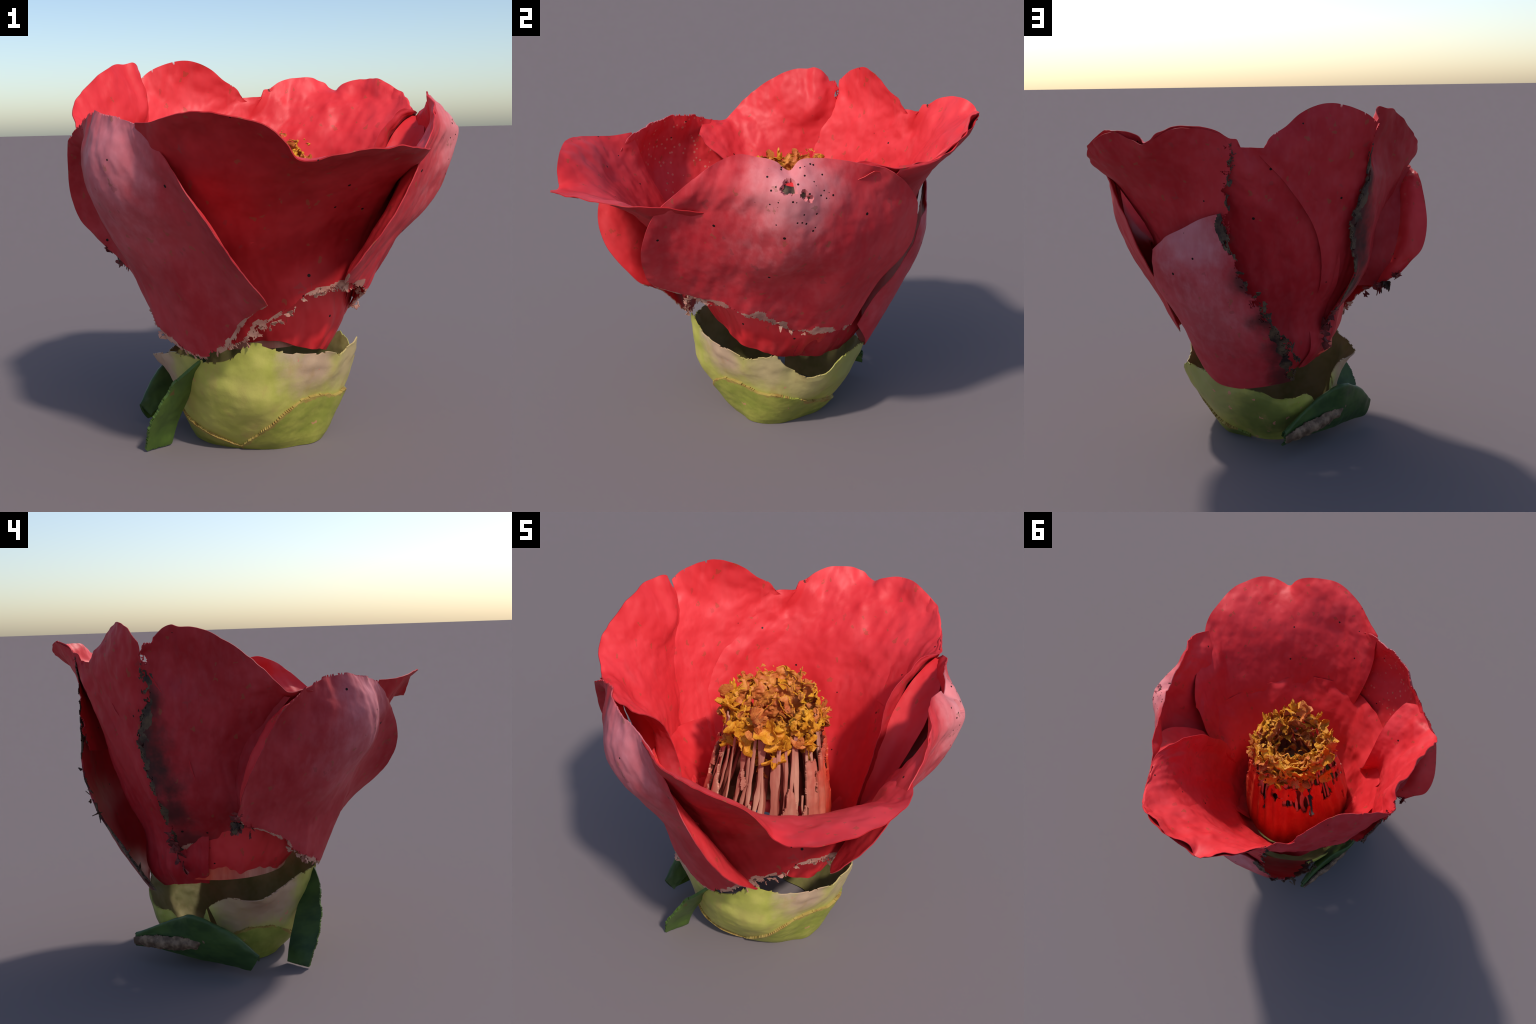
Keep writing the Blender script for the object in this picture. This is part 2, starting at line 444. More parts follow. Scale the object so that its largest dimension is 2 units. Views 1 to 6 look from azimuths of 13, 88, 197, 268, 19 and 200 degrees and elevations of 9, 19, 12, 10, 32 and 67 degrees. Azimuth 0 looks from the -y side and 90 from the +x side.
# right petal, a keeled shell whose rim curls back in
keep(sheet("petal", [
    [(.471, -.538, .85), (.445, -.43, .80), (.465, -.30, .77), (.495, -.2, .73), (.485, -.07, .68), (.43, .04, .615), (.385, .13, .565), (.415, .26, .56), (.36, .41, .57)],
    [(.53, -.57, .92), (.53, -.41, .90), (.56, -.22, .89), (.588, -.09, .885), (.575, .05, .88), (.57, .15, .87), (.585, .28, .86), (.51, .41, .84), (.40, .525, .82)],
    [(.66, -.568, 1.1), (.645, -.405, 1.1), (.69, -.2, 1.1), (.735, -.05, 1.1), (.775, .05, 1.1), (.745, .18, 1.09), (.695, .33, 1.07), (.58, .49, 1.05), (.43, .665, 1.03)],
    [(.75, -.49, 1.28), (.73, -.365, 1.28), (.757, -.2, 1.29), (.80, -.06, 1.29), (.85, .05, 1.29), (.815, .18, 1.27), (.74, .34, 1.25), (.65, .49, 1.24), (.53, .665, 1.26)],
    [(.78, -.39, 1.385), (.785, -.28, 1.39), (.80, -.15, 1.40), (.84, -.02, 1.40), (.862, .06, 1.39), (.84, .14, 1.39), (.775, .26, 1.39), (.70, .42, 1.38), (.61, .605, 1.36)],
    [(.779, -.316, 1.448), (.772, -.26, 1.488), (.754, -.144, 1.534), (.752, -.07, 1.52), (.762, .01, 1.50), (.778, .065, 1.472), (.766, .11, 1.512), (.745, .2, 1.515), (.734, .309, 1.503), (.726, .41, 1.484), (.69, .52, 1.447)],
], 160, 110, wrinkle=.006, veins=.010, seed=3, belly=.03, torn={'v0': .026}, outer=[OUT_RIGHT, INNER, TORN, INNER], inner=[DARK_BROWN, INNER], margin=[('v0', .03, 1.6, 1)],
    dark_pits=[(.845, .06, 1.41, .03), (.85, .12, 1.385, .011), (.85, .02, 1.38, .008), (.85, .15, 1.37, .008)]))  # sunk dark patches standing for openings into the shaded inside

# back right petal, two lobes, its tip rolled outward; inner face and looser outer face
keep(sheet("petal", [
    [(.28, .06, .40), (.26, .19, .38), (.22, .28, .36), (.15, .36, .36), (.06, .41, .35), (-.04, .42, .36), (-.15, .42, .38), (-.24, .38, .40), (-.30, .31, .43), (-.31, .27, .43)],
    [(.35, .05, .51), (.33, .20, .5), (.27, .31, .48), (.18, .41, .46), (.07, .495, .45), (-.05, .505, .45), (-.18, .48, .47), (-.28, .42, .50), (-.36, .34, .53), (-.38, .28, .53)],
    [(.41, .04, .68), (.40, .2, .66), (.33, .34, .65), (.22, .44, .65), (.08, .50, .65), (-.05, .52, .65), (-.2, .485, .66), (-.295, .43, .67), (-.37, .345, .68), (-.39, .30, .68)],
    [(.47, .06, .94), (.475, .22, .91), (.42, .40, .9), (.32, .52, .9), (.18, .6, .9), (0, .625, .9), (-.15, .605, .9), (-.31, .52, .9), (-.445, .42, .9), (-.485, .38, .9)],
    [(.50, .145, 1.15), (.525, .30, 1.15), (.48, .50, 1.15), (.38, .61, 1.16), (.22, .685, 1.16), (.03, .70, 1.16), (-.12, .685, 1.16), (-.3, .62, 1.16), (-.455, .505, 1.15), (-.497, .482, 1.15)],
    [(.525, .23, 1.35), (.575, .38, 1.37), (.60, .52, 1.38), (.555, .63, 1.38), (.45, .71, 1.385), (.27, .76, 1.38), (.1, .775, 1.39), (-.08, .768, 1.385), (-.2, .73, 1.385), (-.335, .645, 1.40), (-.385, .622, 1.40)],
    [(.587, .333, 1.446), (.635, .44, 1.45), (.66, .58, 1.45), (.63, .72, 1.50), (.54, .82, 1.53), (.35, .885, 1.55), (.12, .87, 1.53), (-.05, .82, 1.5), (-.17, .775, 1.48), (-.27, .705, 1.50), (-.315, .685, 1.50)],
    [(.632, .40, 1.48), (.678, .512, 1.475), (.665, .62, 1.475), (.64, .74, 1.515), (.605, .80, 1.57), (.58, .833, 1.587), (.524, .872, 1.62), (.469, .905, 1.647), (.398, .937, 1.655), (.355, .951, 1.65),
     (.303, .959, 1.627), (.262, .974, 1.60), (.23, .99, 1.60), (.18, .99, 1.64), (.125, .968, 1.665), (.065, .939, 1.672), (.01, .914, 1.672), (-.06, .865, 1.645),
     (-.1, .83, 1.613), (-.132, .807, 1.605), (-.143, .787, 1.573), (-.19, .76, 1.568), (-.255, .715, 1.563)],
], 180, 110, thick=.008, wrinkle=.009, veins=.012, seed=4, outer=[OUT_BACK, INNER], inner=[]))
keep(sheet("petal", [
    [(.47, .48, 1.13), (.40, .56, 1.12), (.33, .63, 1.10), (.22, .69, 1.08), (.08, .74, 1.08), (-.08, .80, 1.10)],
    [(.56, .49, 1.26), (.48, .58, 1.25), (.40, .66, 1.25), (.26, .72, 1.24), (.1, .765, 1.24), (-.09, .822, 1.25)],
    [(.645, .50, 1.38), (.58, .60, 1.38), (.47, .70, 1.38), (.29, .775, 1.37), (.1, .80, 1.37), (-.10, .824, 1.38)],
    [(.68, .54, 1.445), (.645, .69, 1.47), (.54, .80, 1.50), (.32, .875, 1.51), (.1, .868, 1.50), (-.12, .812, 1.50)],
    [(.68, .54, 1.468), (.66, .66, 1.48), (.64, .75, 1.51), (.605, .81, 1.56), (.524, .88, 1.61), (.398, .945, 1.645), (.303, .965, 1.615), (.23, .995, 1.59), (.125, .973, 1.655), (.01, .92, 1.662), (-.06, .87, 1.637), (-.13, .812, 1.597)],
], 140, 90, thick=.006, wrinkle=.007, seed=4.5, torn={'u1': .04}, outer=[OUT_BACK, INNER, TORN_DARK], inner=[TORN_DARK], margin=[('u1', .022, 2, 1)]))

# back petal, tucked outside its neighbour
keep(sheet("petal", [
    [(-.27, .36, .42), (-.30, .32, .43), (-.315, .28, .43), (-.325, .23, .44), (-.33, .18, .44)],
    [(-.34, .39, .53), (-.36, .35, .53), (-.375, .30, .53), (-.39, .24, .54), (-.40, .18, .55)],
    [(-.335, .385, .68), (-.355, .35, .68), (-.375, .30, .68), (-.415, .24, .68), (-.435, .17, .70)],
    [(-.415, .46, .9), (-.445, .43, .9), (-.46, .365, .9), (-.505, .285, .9), (-.572, .19, .9)],
    [(-.42, .55, 1.15), (-.46, .51, 1.15), (-.51, .45, 1.15), (-.565, .37, 1.15), (-.63, .25, 1.15)],
    [(-.31, .675, 1.40), (-.36, .635, 1.40), (-.45, .565, 1.4), (-.555, .475, 1.4), (-.65, .33, 1.4)],
    [(-.21, .755, 1.54), (-.26, .72, 1.55), (-.39, .635, 1.57), (-.54, .54, 1.58), (-.66, .43, 1.56)],
    [(-.225, .735, 1.557), (-.25, .71, 1.609), (-.31, .66, 1.656), (-.36, .62, 1.707), (-.412, .577, 1.738), (-.479, .547, 1.753), (-.573, .506, 1.736), (-.649, .476, 1.70), (-.685, .440, 1.661)],
], 130, 120, thick=.008, wrinkle=.007, veins=.010, seed=5, torn={'v1': .004}, outer=[OUT_BACK, INNER], inner=[], offset=.005))

# left side petal, folded along its upper inner edge
keep(sheet("petal", [
    [(-.365, .32, .60), (-.37, .235, .61), (-.40, .14, .65), (-.44, .02, .72), (-.47, -.08, .735), (-.455, -.14, .75), (-.40, -.12, .77)],
    [(-.57, .415, .93), (-.57, .32, .9), (-.57, .2, .9), (-.56, .08, .9), (-.555, -.03, .9), (-.51, -.11, .9), (-.43, -.08, .92)],
    [(-.552, .487, 1.17), (-.60, .41, 1.16), (-.63, .29, 1.15), (-.615, .14, 1.14), (-.60, 0, 1.12), (-.54, -.11, 1.12), (-.455, -.13, 1.12)],
    [(-.63, .455, 1.42), (-.645, .37, 1.40), (-.65, .27, 1.38), (-.67, .14, 1.37), (-.69, 0, 1.33), (-.665, -.12, 1.28), (-.58, -.20, 1.26), (-.48, -.215, 1.24)],
    [(-.67, .45, 1.57), (-.63, .37, 1.55), (-.62, .28, 1.52), (-.67, .17, 1.53), (-.735, .03, 1.47), (-.725, -.14, 1.40), (-.66, -.235, 1.37), (-.60, -.29, 1.34), (-.52, -.31, 1.31)],
    [(-.69, .445, 1.645), (-.682, .385, 1.671), (-.652, .333, 1.72), (-.66, .29, 1.734), (-.694, .254, 1.723), (-.71, .2, 1.721), (-.717, .141, 1.704), (-.759, .05, 1.651), (-.79, -.048, 1.578), (-.797, -.108, 1.527), (-.78, -.153, 1.483), (-.74, -.214, 1.424), (-.705, -.272, 1.42), (-.645, -.335, 1.42), (-.565, -.36, 1.37)],
], 150, 110, wrinkle=.008, veins=.012, seed=6, belly=.02, torn={'u0': .04, 'v0': .03}, outer=[OUT_SIDE, INNER, TORN_DARK, INNER, TORN], inner=[INNER], margin=[('v0', .03, 1.5, 2), ('u0', .035, 2, 1)]))

# lining sheet added to close the see-through pocket between the side petal and its neighbour
keep(sheet("petal_lining", [
    [(-.61, -.04, .78), (-.56, -.02, .78), (-.50, .0, .78)],
    [(-.70, .005, .97), (-.63, .02, .97), (-.55, .04, .97)],
    [(-.72, -.05, 1.14), (-.66, -.03, 1.14), (-.60, .0, 1.14)],
    [(-.71, -.15, 1.3), (-.685, -.12, 1.3), (-.66, -.08, 1.3)],
    [(-.75, -.22, 1.40), (-.735, -.205, 1.40), (-.72, -.18, 1.41)],
], 40, 60, thick=.008, wrinkle=.006, seed=14, outer=[OUT_SIDE, INNER], inner=[], center=(0, -.6)))

keep(sheet("petal_lining", [
    [(.40, .06, .68), (.415, .07, .68), (.44, .03, .69)],
    [(.47, .09, .93), (.505, .09, .93), (.55, .03, .94)],
    [(.505, .175, 1.13), (.57, .18, 1.13), (.645, .11, 1.14)],
    [(.545, .265, 1.28), (.62, .265, 1.28), (.70, .20, 1.29)],
    [(.61, .365, 1.41), (.665, .36, 1.41), (.72, .30, 1.41)],
    [(.665, .47, 1.46), (.69, .455, 1.46), (.715, .42, 1.47)],
], 50, 60, thick=.006, wrinkle=.006, seed=15, offset=.016, outer=[INNER], inner=[]))

# low outer petal at the back
keep(sheet("petal", [
    [(.26, .46, .55), (.18, .52, .43), (.1, .53, .36), (0, .52, .34), (-.1, .51, .35), (-.2, .49, .37), (-.29, .455, .39)],
    [(.31, .53, .72), (.23, .60, .65), (.1, .655, .62), (-.03, .66, .61), (-.15, .655, .61), (-.31, .60, .62)],
    [(.38, .62, .88), (.27, .70, .86), (.12, .755, .85), (-.03, .77, .84), (-.13, .77, .83), (-.225, .745, .82)],
    [(.36, .69, 1.0), (.27, .75, 1.0), (.15, .79, 1.0), (.03, .81, 1.01), (-.08, .82, 1.01), (-.14, .82, 1.02)],
    [(.34, .712, 1.08), (.25, .765, 1.15), (.15, .795, 1.2), (.05, .812, 1.25), (-.05, .825, 1.28)],
], 120, 110, wrinkle=.005, seed=7, torn={'u1': .045}, outer=[OUT_LOW, INNER, TORN_DARK], inner=[TORN_DARK], margin=[('u1', .03, 2, 1)]))

# red foot of the corolla, seen through the tears
keep(sheet("corolla_foot", [
    [(.16, .31, .36), (.26, .18, .38), (.29, .07, .40), (.30, -.08, .43), (.235, -.16, .46), (.1, -.25, .51), (-.17, -.22, .49), (-.32, -.05, .47), (-.33, .2, .44), (-.27, .33, .42)],
    [(.22, .36, .52), (.34, .24, .53), (.37, .08, .54), (.345, -.1, .57), (.27, -.17, .58), (.1, -.295, .6), (-.2, -.28, .6), (-.38, -.06, .58), (-.38, .22, .55), (-.33, .36, .53)],
    [(.36, .38, .72), (.41, .25, .74), (.43, .08, .74), (.395, -.1, .75), (.315, -.19, .76), (.1, -.355, .78), (-.25, -.34, .78), (-.43, -.1, .77), (-.43, .2, .74), (-.38, .36, .72)],
    [(.46, .36, .95), (.56, .27, 1.0), (.67, .06, 1.0), (.61, -.1, 1.0), (.49, -.27, .98), (.1, -.549, .98), (-.3, -.505, .98), (-.55, -.18, .98), (-.555, .2, .97), (-.49, .37, .95)],
], 180, 80, thick=.008, wrinkle=.006, veins=.02, seed=8, outer=[INNER], inner=[]))

# --------------------------------------------------------------------------
# calyx and leaves
# --------------------------------------------------------------------------

CALYX_ROWS = [
    [(-.29, .13, .012), (-.23, .26, .008), (-.16, .345, 0.008), (-.075, .355, 0.006), (.02, .32, 0.004), (.14, .28, 0.004), (.21, .19, 0.004), (.275, .05, 0.004), (.255, -.06, 0.004), (.19, -.11, 0.004), (.11, -.16, 0.004), (-.03, -.18, 0.004), (-.147, -.16, 0.004), (-.235, -.12, 0.004), (-.29, -.05, 0.004), (-.30, .06, .01)],
    [(-.365, .14, .12), (-.35, .26, .11), (-.25, .36, .11), (-.19, .42, .12), (-.1, .435, .12), (.02, .41, .12), (.16, .37, .12), (.25, .26, .12), (.325, .12, .12), (.31, -.03, .11), (.22, -.145, .12), (.12, -.24, .12), (-.03, -.275, .12), (-.16, -.26, .12), (-.265, -.195, .12), (-.325, -.08, .12), (-.36, .03, .12), (-.365, .12, .13)],
    [(-.40, .18, .24), (-.385, .27, .14), (-.33, .35, .20), (-.26, .425, .20), (-.19, .465, .2), (-.1, .49, .24), (.03, .48, .25), (.18, .44, .25), (.30, .335, .25), (.38, .2, .24), (.38, .03, .26), (.31, -.115, .27), (.20, -.255, .27), (.08, -.355, .28), (-.1, -.35, .28), (-.235, -.28, .28), (-.335, -.18, .28), (-.385, -.06, .27), (-.405, .06, .26), (-.40, .16, .26)],
    [(-.405, .2, .32), (-.39, .27, .16), (-.325, .38, .29), (-.26, .44, .285), (-.19, .48, .29), (-.1, .51, .33), (.05, .515, .36), (.153, .51, .40), (.255, .435, .405), (.35, .37, .40), (.385, .30, .345), (.41, .2, .335), (.43, .1, .40), (.45, .03, .468), (.415, -.05, .44), (.39, -.114, .43), (.35, -.19, .455), (.285, -.255, .46), (.18, -.33, .49), (.06, -.385, .535), (-.05, -.39, .46), (-.16, -.375, .45), (-.30, -.29, .455), (-.36, -.225, .437), (-.404, -.19, .42), (-.45, -.14, .40), (-.477, -.08, .385), (-.45, .0, .37), (-.43, .1, .38), (-.408, .19, .33)],
]


def sepal_line(*pairs):
    """Upper edge of an overlapping sepal: height of the edge against angle round the cup."""
    ang, hgt = np.array(pairs, float).T

    def trim(c):
        a = np.degrees(np.arctan2(c[:, 1] - .08, c[:, 0]))
        a = np.where(a > 140, a - 360, a)
        return np.interp(a, ang, hgt, left=-1, right=-1) - c[:, 2]
    return trim


def calyx_material():
    n = Nodes("calyx upper", 0.5, 0.25)
    c = n.mix(n.ramp(n.noise(5, 6), .35, .68), (0.36, 0.35, 0.065), (0.46, 0.41, 0.10))
    for point, radius, colour, amount in (
            ((.33, -.26, .40), .22, (.50, .32, .22), .9), ((.44, .0, .36), .20, (.50, .37, .19), .9), ((.42, .2, .30), .2, (.48, .38, .15), .9),
            ((-.42, -.16, .36), .24, (.46, .29, .20), .95), ((-.42, .02, .32), .22, (.40, .24, .16), .9),
            ((.15, .47, .30), .28, (.30, .29, .10), .8), ((-.1, .45, .18), .25, (.12, .14, .03), .9), ((.25, -.34, .47), .1, (.55, .40, .28), .8)):
        c = n.mix(n.math('MULTIPLY', n.blob(point, radius, .7, .2), amount), c, colour)
    c = n.mix(n.math('MULTIPLY', n.ramp(n.noise(13, 5, (1, 1, .5)), .52, .75), .45), c, (.42, .26, .10))
    c = n.mix(n.math('MULTIPLY', n.flecks(30, 0.07), .75), c, (.62, .22, .16))
    n.bump(n.noise(22, 6), .35, .006)
    return n.color(c)


CALYX = calyx_material()
GREEN_IN = plain("calyx inside", (0.20, 0.18, 0.05), (0.34, 0.27, 0.11), 6, 0.6)
SEPAL = plain("sepal green", (0.22, 0.235, 0.035), (0.33, 0.315, 0.058), 9, 0.5, flecks=(0.55, 0.22, 0.13), extra=[((0, .4, .1), .3, (.10, .13, .03), .7)])
SEPAL_EDGE = plain("sepal brown edge", (0.28, 0.17, 0.04), (0.37, 0.27, 0.065), 16, 0.6)
keep(sheet("calyx", CALYX_ROWS, 200, 70, thick=.014, wrinkle=.006, seed=9, torn={'v1': .008}, outer=[CALYX, GREEN_IN], inner=[]))
keep(sheet("sepal", CALYX_ROWS, 260, 110, thick=.016, wrinkle=.007, seed=9.3, offset=.011, trim=sepal_line(
    (-98, .02), (-85, .08), (-72, .155), (-63, .21), (-50, .255), (-32, .25), (-12, .215), (-7, .228), (15, .19), (23, .155), (59, .09), (90, .03)),
    trim_edge=.013, outer=[SEPAL, SEPAL, SEPAL_EDGE, SEPAL_EDGE], inner=[]))
keep(sheet("sepal", CALYX_ROWS, 260, 110, thick=.016, wrinkle=.007, seed=9.6, offset=.009, trim=sepal_line(
    (-192, .12), (-184, .185), (-165, .215), (-147, .20), (-128, .13), (-113, .075), (-97, .02)),
    trim_edge=.011, outer=[SEPAL, SEPAL, SEPAL_EDGE, SEPAL_EDGE], inner=[]))

LEAF = plain("leaf green", (0.045, 0.085, 0.014), (0.085, 0.14, 0.022), 7, 0.45, (1, 1, .3), flecks=(0.12, 0.05, 0.02))
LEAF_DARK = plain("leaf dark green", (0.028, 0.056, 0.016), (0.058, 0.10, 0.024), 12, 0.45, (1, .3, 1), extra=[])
WITHERED = plain("withered brown fold", (0.10, 0.055, 0.035), (0.28, 0.17, 0.11), 22, 0.65)
keep(sheet("leaf", [
    [(-.165, -.372, .445), (-.16, -.365, .44)],
    [(-.23, -.392, .39), (-.20, -.34, .385)],
    [(-.282, -.391, .345), (-.26, -.34, .31), (-.25, -.277, .268)],
    [(-.352, -.386, .234), (-.325, -.315, .2), (-.303, -.241, .165)],
    [(-.42, -.353, .118), (-.385, -.285, .10), (-.345, -.215, .07)],
    [(-.452, -.308, .004), (-.41, -.255, .004), (-.368, -.203, .006)],
], 40, 70, thick=.016, wrinkle=.003, seed=10, torn={'u0': .006, 'v1': .006}, outer=[LEAF, LEAF_DARK], inner=[], center=(-.6, -.1), rim_thin=.8))
keep(sheet("leaf", [
    [(-.25, .585, .07), (-.265, .59, .09), (-.265, .59, .11), (-.26, .585, .135), (-.25, .575, .11)],
    [(-.295, .49, .07), (-.31, .49, .10), (-.32, .47, .16), (-.325, .46, .195), (-.29, .42, .13)],
    [(-.365, .365, .06), (-.39, .365, .10), (-.405, .35, .19), (-.405, .345, .26), (-.35, .30, .15)],
    [(-.425, .25, .05), (-.455, .25, .10), (-.48, .26, .2), (-.484, .272, .293), (-.42, .21, .17)],
    [(-.465, .13, .035), (-.505, .125, .08), (-.53, .12, .16), (-.53, .118, .23), (-.46, .08, .12)],
    [(-.545, -.01, .03), (-.56, -.02, .05), (-.573, -.035, .08), (-.572, -.045, .105), (-.52, -.05, .06)],
], 90, 100, thick=.014, wrinkle=.006, seed=11, torn={'v0': .012, 'u1': .012}, outer=[LEAF_DARK, LEAF], inner=[], center=(-.3, .2), rim_thin=.8, shift=(.006, -.004, .016)))
keep(sheet("withered_fold", [
    [(-.266, .588, .085), (-.272, .588, .10), (-.268, .588, .125)],
    [(-.318, .50, .085), (-.337, .495, .115), (-.327, .485, .15)],
    [(-.392, .372, .095), (-.414, .37, .125), (-.408, .358, .165)],
    [(-.44, .28, .12), (-.462, .278, .145), (-.463, .272, .175)],
    [(-.466, .21, .145), (-.48, .21, .16), (-.486, .208, .175)],
], 30, 60, thick=.012, wrinkle=.012, wrinkle_scale=14, seed=13, torn={'u0': .008, 'u1': .008, 'v1': .01}, outer=[WITHERED], inner=[], center=(-.3, .2), rim_thin=.8, offset=.008, shift=(.006, -.004, .016)))

# --------------------------------------------------------------------------
# shreds hanging from the torn petal margins
# --------------------------------------------------------------------------



def shreds(path, count, length, droop, seed, materials, width=.02, spread=.012):
    """Small twisted ribbons scattered along a torn margin, pointing along droop."""
    rng = np.random.default_rng(seed)
    line = spline(path, 60)
    droop = np.array(droop, float)
    droop /= np.linalg.norm(droop)
    vs, fs = [], []
    for _ in range(count):
        q = line[rng.integers(60)] + rng.normal(0, spread, 3)
        d = droop + rng.normal(0, .45, 3)
        d /= np.linalg.norm(d)
        w = np.cross(d, rng.normal(0, 1, 3))
        w /= np.linalg.norm(w)
        ln, wd = length * rng.uniform(.25, 1.0), width * rng.uniform(.35, 1.0)
        n = 6
        base = len(vs)
        for k in range(n):
            t = k / (n - 1)
            bend = np.cross(d, w) * .35 * ln * t * t
            half = wd * (1 - t) ** .6 * (1 + .5 * rng.standard_normal() * (0 < k < n - 1)) * .5 + .001
            up = np.cross(d, w) * .0018
            c = q + d * ln * t + bend
            vs += [c - w * half + up, c + w * half + up, c + w * half - up, c - w * half - up]
        for k in range(n - 1):
            a = base + 4 * k
            for e in range(4):
                f = (e + 1) % 4
                fs += [(a + e, a + f, a + 4 + f), (a + e, a + 4 + f, a + 4 + e)]
        b = base + 4 * (n - 1)
        fs += [(base, base + 2, base + 1), (base, base + 3, base + 2), (b, b + 1, b + 2), (b, b + 2, b + 3)]
    ob = keep(mesh_object("torn_shred", np.array(vs), np.array(fs), None, materials))
    ob["kind"] = "stuff"
    return ob


SHRED_RED = plain("withered red shred", (0.10, 0.02, 0.02), (0.30, 0.05, 0.05), 20, 0.7)
shreds([(-.735, .035, .88), (-.68, .03, .82), (-.60, .02, .785), (-.53, -.03, .75)], 14, .05, (.1, .05, -1), 1, [SHRED_RED], .06, .008)
shreds([(-.68, .03, .83), (-.62, .02, .79)], 5, .06, (.05, .05, -1), 11, [DARK_BROWN], .06, .008)
shreds([(-.13, .825, 1.02), (-.225, .745, .82), (-.257, .68, .70), (-.303, .622, .65), (-.307, .53, .52), (-.295, .46, .40)], 12, .028, (-1, -.1, -.3), 3, [DARK_BROWN], .045, .006)
shreds([(-.50, .37, .8), (-.43, .36, .68), (-.40, .33, .6), (-.41, .28, .52)], 12, .07, (.05, .1, -1), 5, [SHRED_RED], .06, .012)
shreds([(-.44, -.20, .645), (-.33, -.31, .54), (-.22, -.37, .47)], 12, .03, (.1, -.1, -1), 6, [TORN], .035, .005)
shreds([(.02, -.41, .53), (.10, -.41, .57), (.2, -.41, .65), (.3, -.385, .73), (.40, -.33, .76)], 16, .03, (.1, -.0, -1), 8, [TORN], .035, .004)
shreds([(.42, -.40, .785), (.46, -.18, .735), (.47, -.03, .69), (.43, .14, .585), (.43, .26, .57)], 16, .03, (-.1, .0, -1), 9, [TORN], .035, .004)

# --------------------------------------------------------------------------
# stamens
# --------------------------------------------------------------------------

FILAMENT = plain("filament pink", (0.45, 0.14, 0.10), (0.68, 0.34, 0.24), 10, 0.5, (1, 1, .2))
FILAMENT_DARK = plain("filament dark red", (0.26, 0.05, 0.035), (0.42, 0.12, 0.08), 10, 0.55, (1, 1, .2))
ANTHER = plain("anther orange", (0.58, 0.19, 0.015), (0.72, 0.33, 0.018), 9, 0.55)
ANTHER_RED = plain("anther reddish", (0.52, 0.11, 0.03), (0.66, 0.24, 0.045), 11, 0.55)

AXIS = [(.50, -.045, .11, .335), (.65, -.045, .105, .33), (.80, -.03, .095, .305), (.95, -.015, .08, .28), (1.1, -.005, .07, .25), (1.25, 0, .06, .232), (1.4, 0, .06, .22)]


def column(angle, z, shrink=1.0):
    a = np.array(AXIS)
    cx, cy, r = (np.interp(z, a[:, 0], a[:, k]) for k in (1, 2, 3))
    return np.array((cx + math.cos(angle) * r * shrink, cy + math.sin(angle) * r * shrink, z))


def tube_top(angle):
    """Height to which the filaments are fused: low in front (-y), high behind."""
    return 1.10 + 0.05 * math.sin(angle)


angles = np.linspace(0, 2 * math.pi, 48, endpoint=False)


def ring(level):
    return [column(a, .46 + (tube_top(a) - .46) * level, 1.0 if level < 1 else 1.0) for a in angles]


def flutes(U, V, g):
    return .009 * V ** .7 * np.sin(U * 2 * math.pi * 26 + 1.5 * np.sin(U * 2 * math.pi * 5))


n = Nodes("stamen tube", 0.45, 0.3)
side = n.new("ShaderNodeSeparateXYZ")
n.link(n.co, side.inputs[0])
back = n.ramp(n.math('ADD', side.outputs["Y"], n.math('MULTIPLY', n.noise(9, 4), 0.25)), -0.06, 0.34)
streak = n.ramp(n.noise(16, 5, (1, 1, .12)), .35, .7)
tube_c = n.mix(back, n.mix(streak, (0.50, 0.17, 0.12), (0.66, 0.33, 0.24)), n.mix(streak, (0.60, 0.035, 0.018), (0.72, 0.085, 0.035)))
n.bump(n.noise(18, 5, (1, 1, .15)), .35, .008)
TUBE = n.color(tube_c)


def slits(U, V, c):
    front = np.clip((.12 - c[:, 1]) / .25, 0, 1)
    return -1.2 + 1.12 * np.clip(V * 1.2, 0, 1) ** 1.4 + front * (.12 + .42 * np.clip(V * 2 - .5, 0, 1)) * (V > .34)


keep(sheet("stamen_tube", [ring(0), ring(.35), ring(.7), ring(1)], 300, 110, thick=.010, wrinkle=.004, wrinkle_scale=10, seed=12, closed=True,
           crease=flutes, torn={'v1': .03}, lace=((14, 14, 3.2), slits), outer=[TUBE, FILAMENT], inner=[], center=(-.03, .1)))

# filaments: thin flattened stalks, each its own height, some broken off


def stalk(path, width, thick, seed):
    """Flattened tube along a path."""
    p = spline(path, 14)
    rng = np.random.default_rng(seed)
    sides = 7
    vs = []
    for i, q in enumerate(p):
        t = p[min(i + 1, 13)] - p[max(i - 1, 0)]
        t /= np.linalg.norm(t)
        out = np.array((q[0], q[1] - .08, 0.0))
        out -= t * out.dot(t)
        out /= max(np.linalg.norm(out), 1e-6)
        sidev = np.cross(t, out)
        w = width * (1 + .35 * rng.standard_normal() * .6)
        for k in range(sides):
            a = 2 * math.pi * k / sides
            vs.append(q + sidev * math.cos(a) * w + out * math.sin(a) * thick)
    fs = []
    for i in range(13):
        for k in range(sides):
            a, b = i * sides + k, i * sides + (k + 1) % sides
            fs += [(a, b, b + sides), (a, b + sides, a + sides)]
    for k in range(1, sides - 1):
        fs += [(0, k + 1, k), (13 * sides, 13 * sides + k, 13 * sides + k + 1)]
    return np.array(vs), np.array(fs)


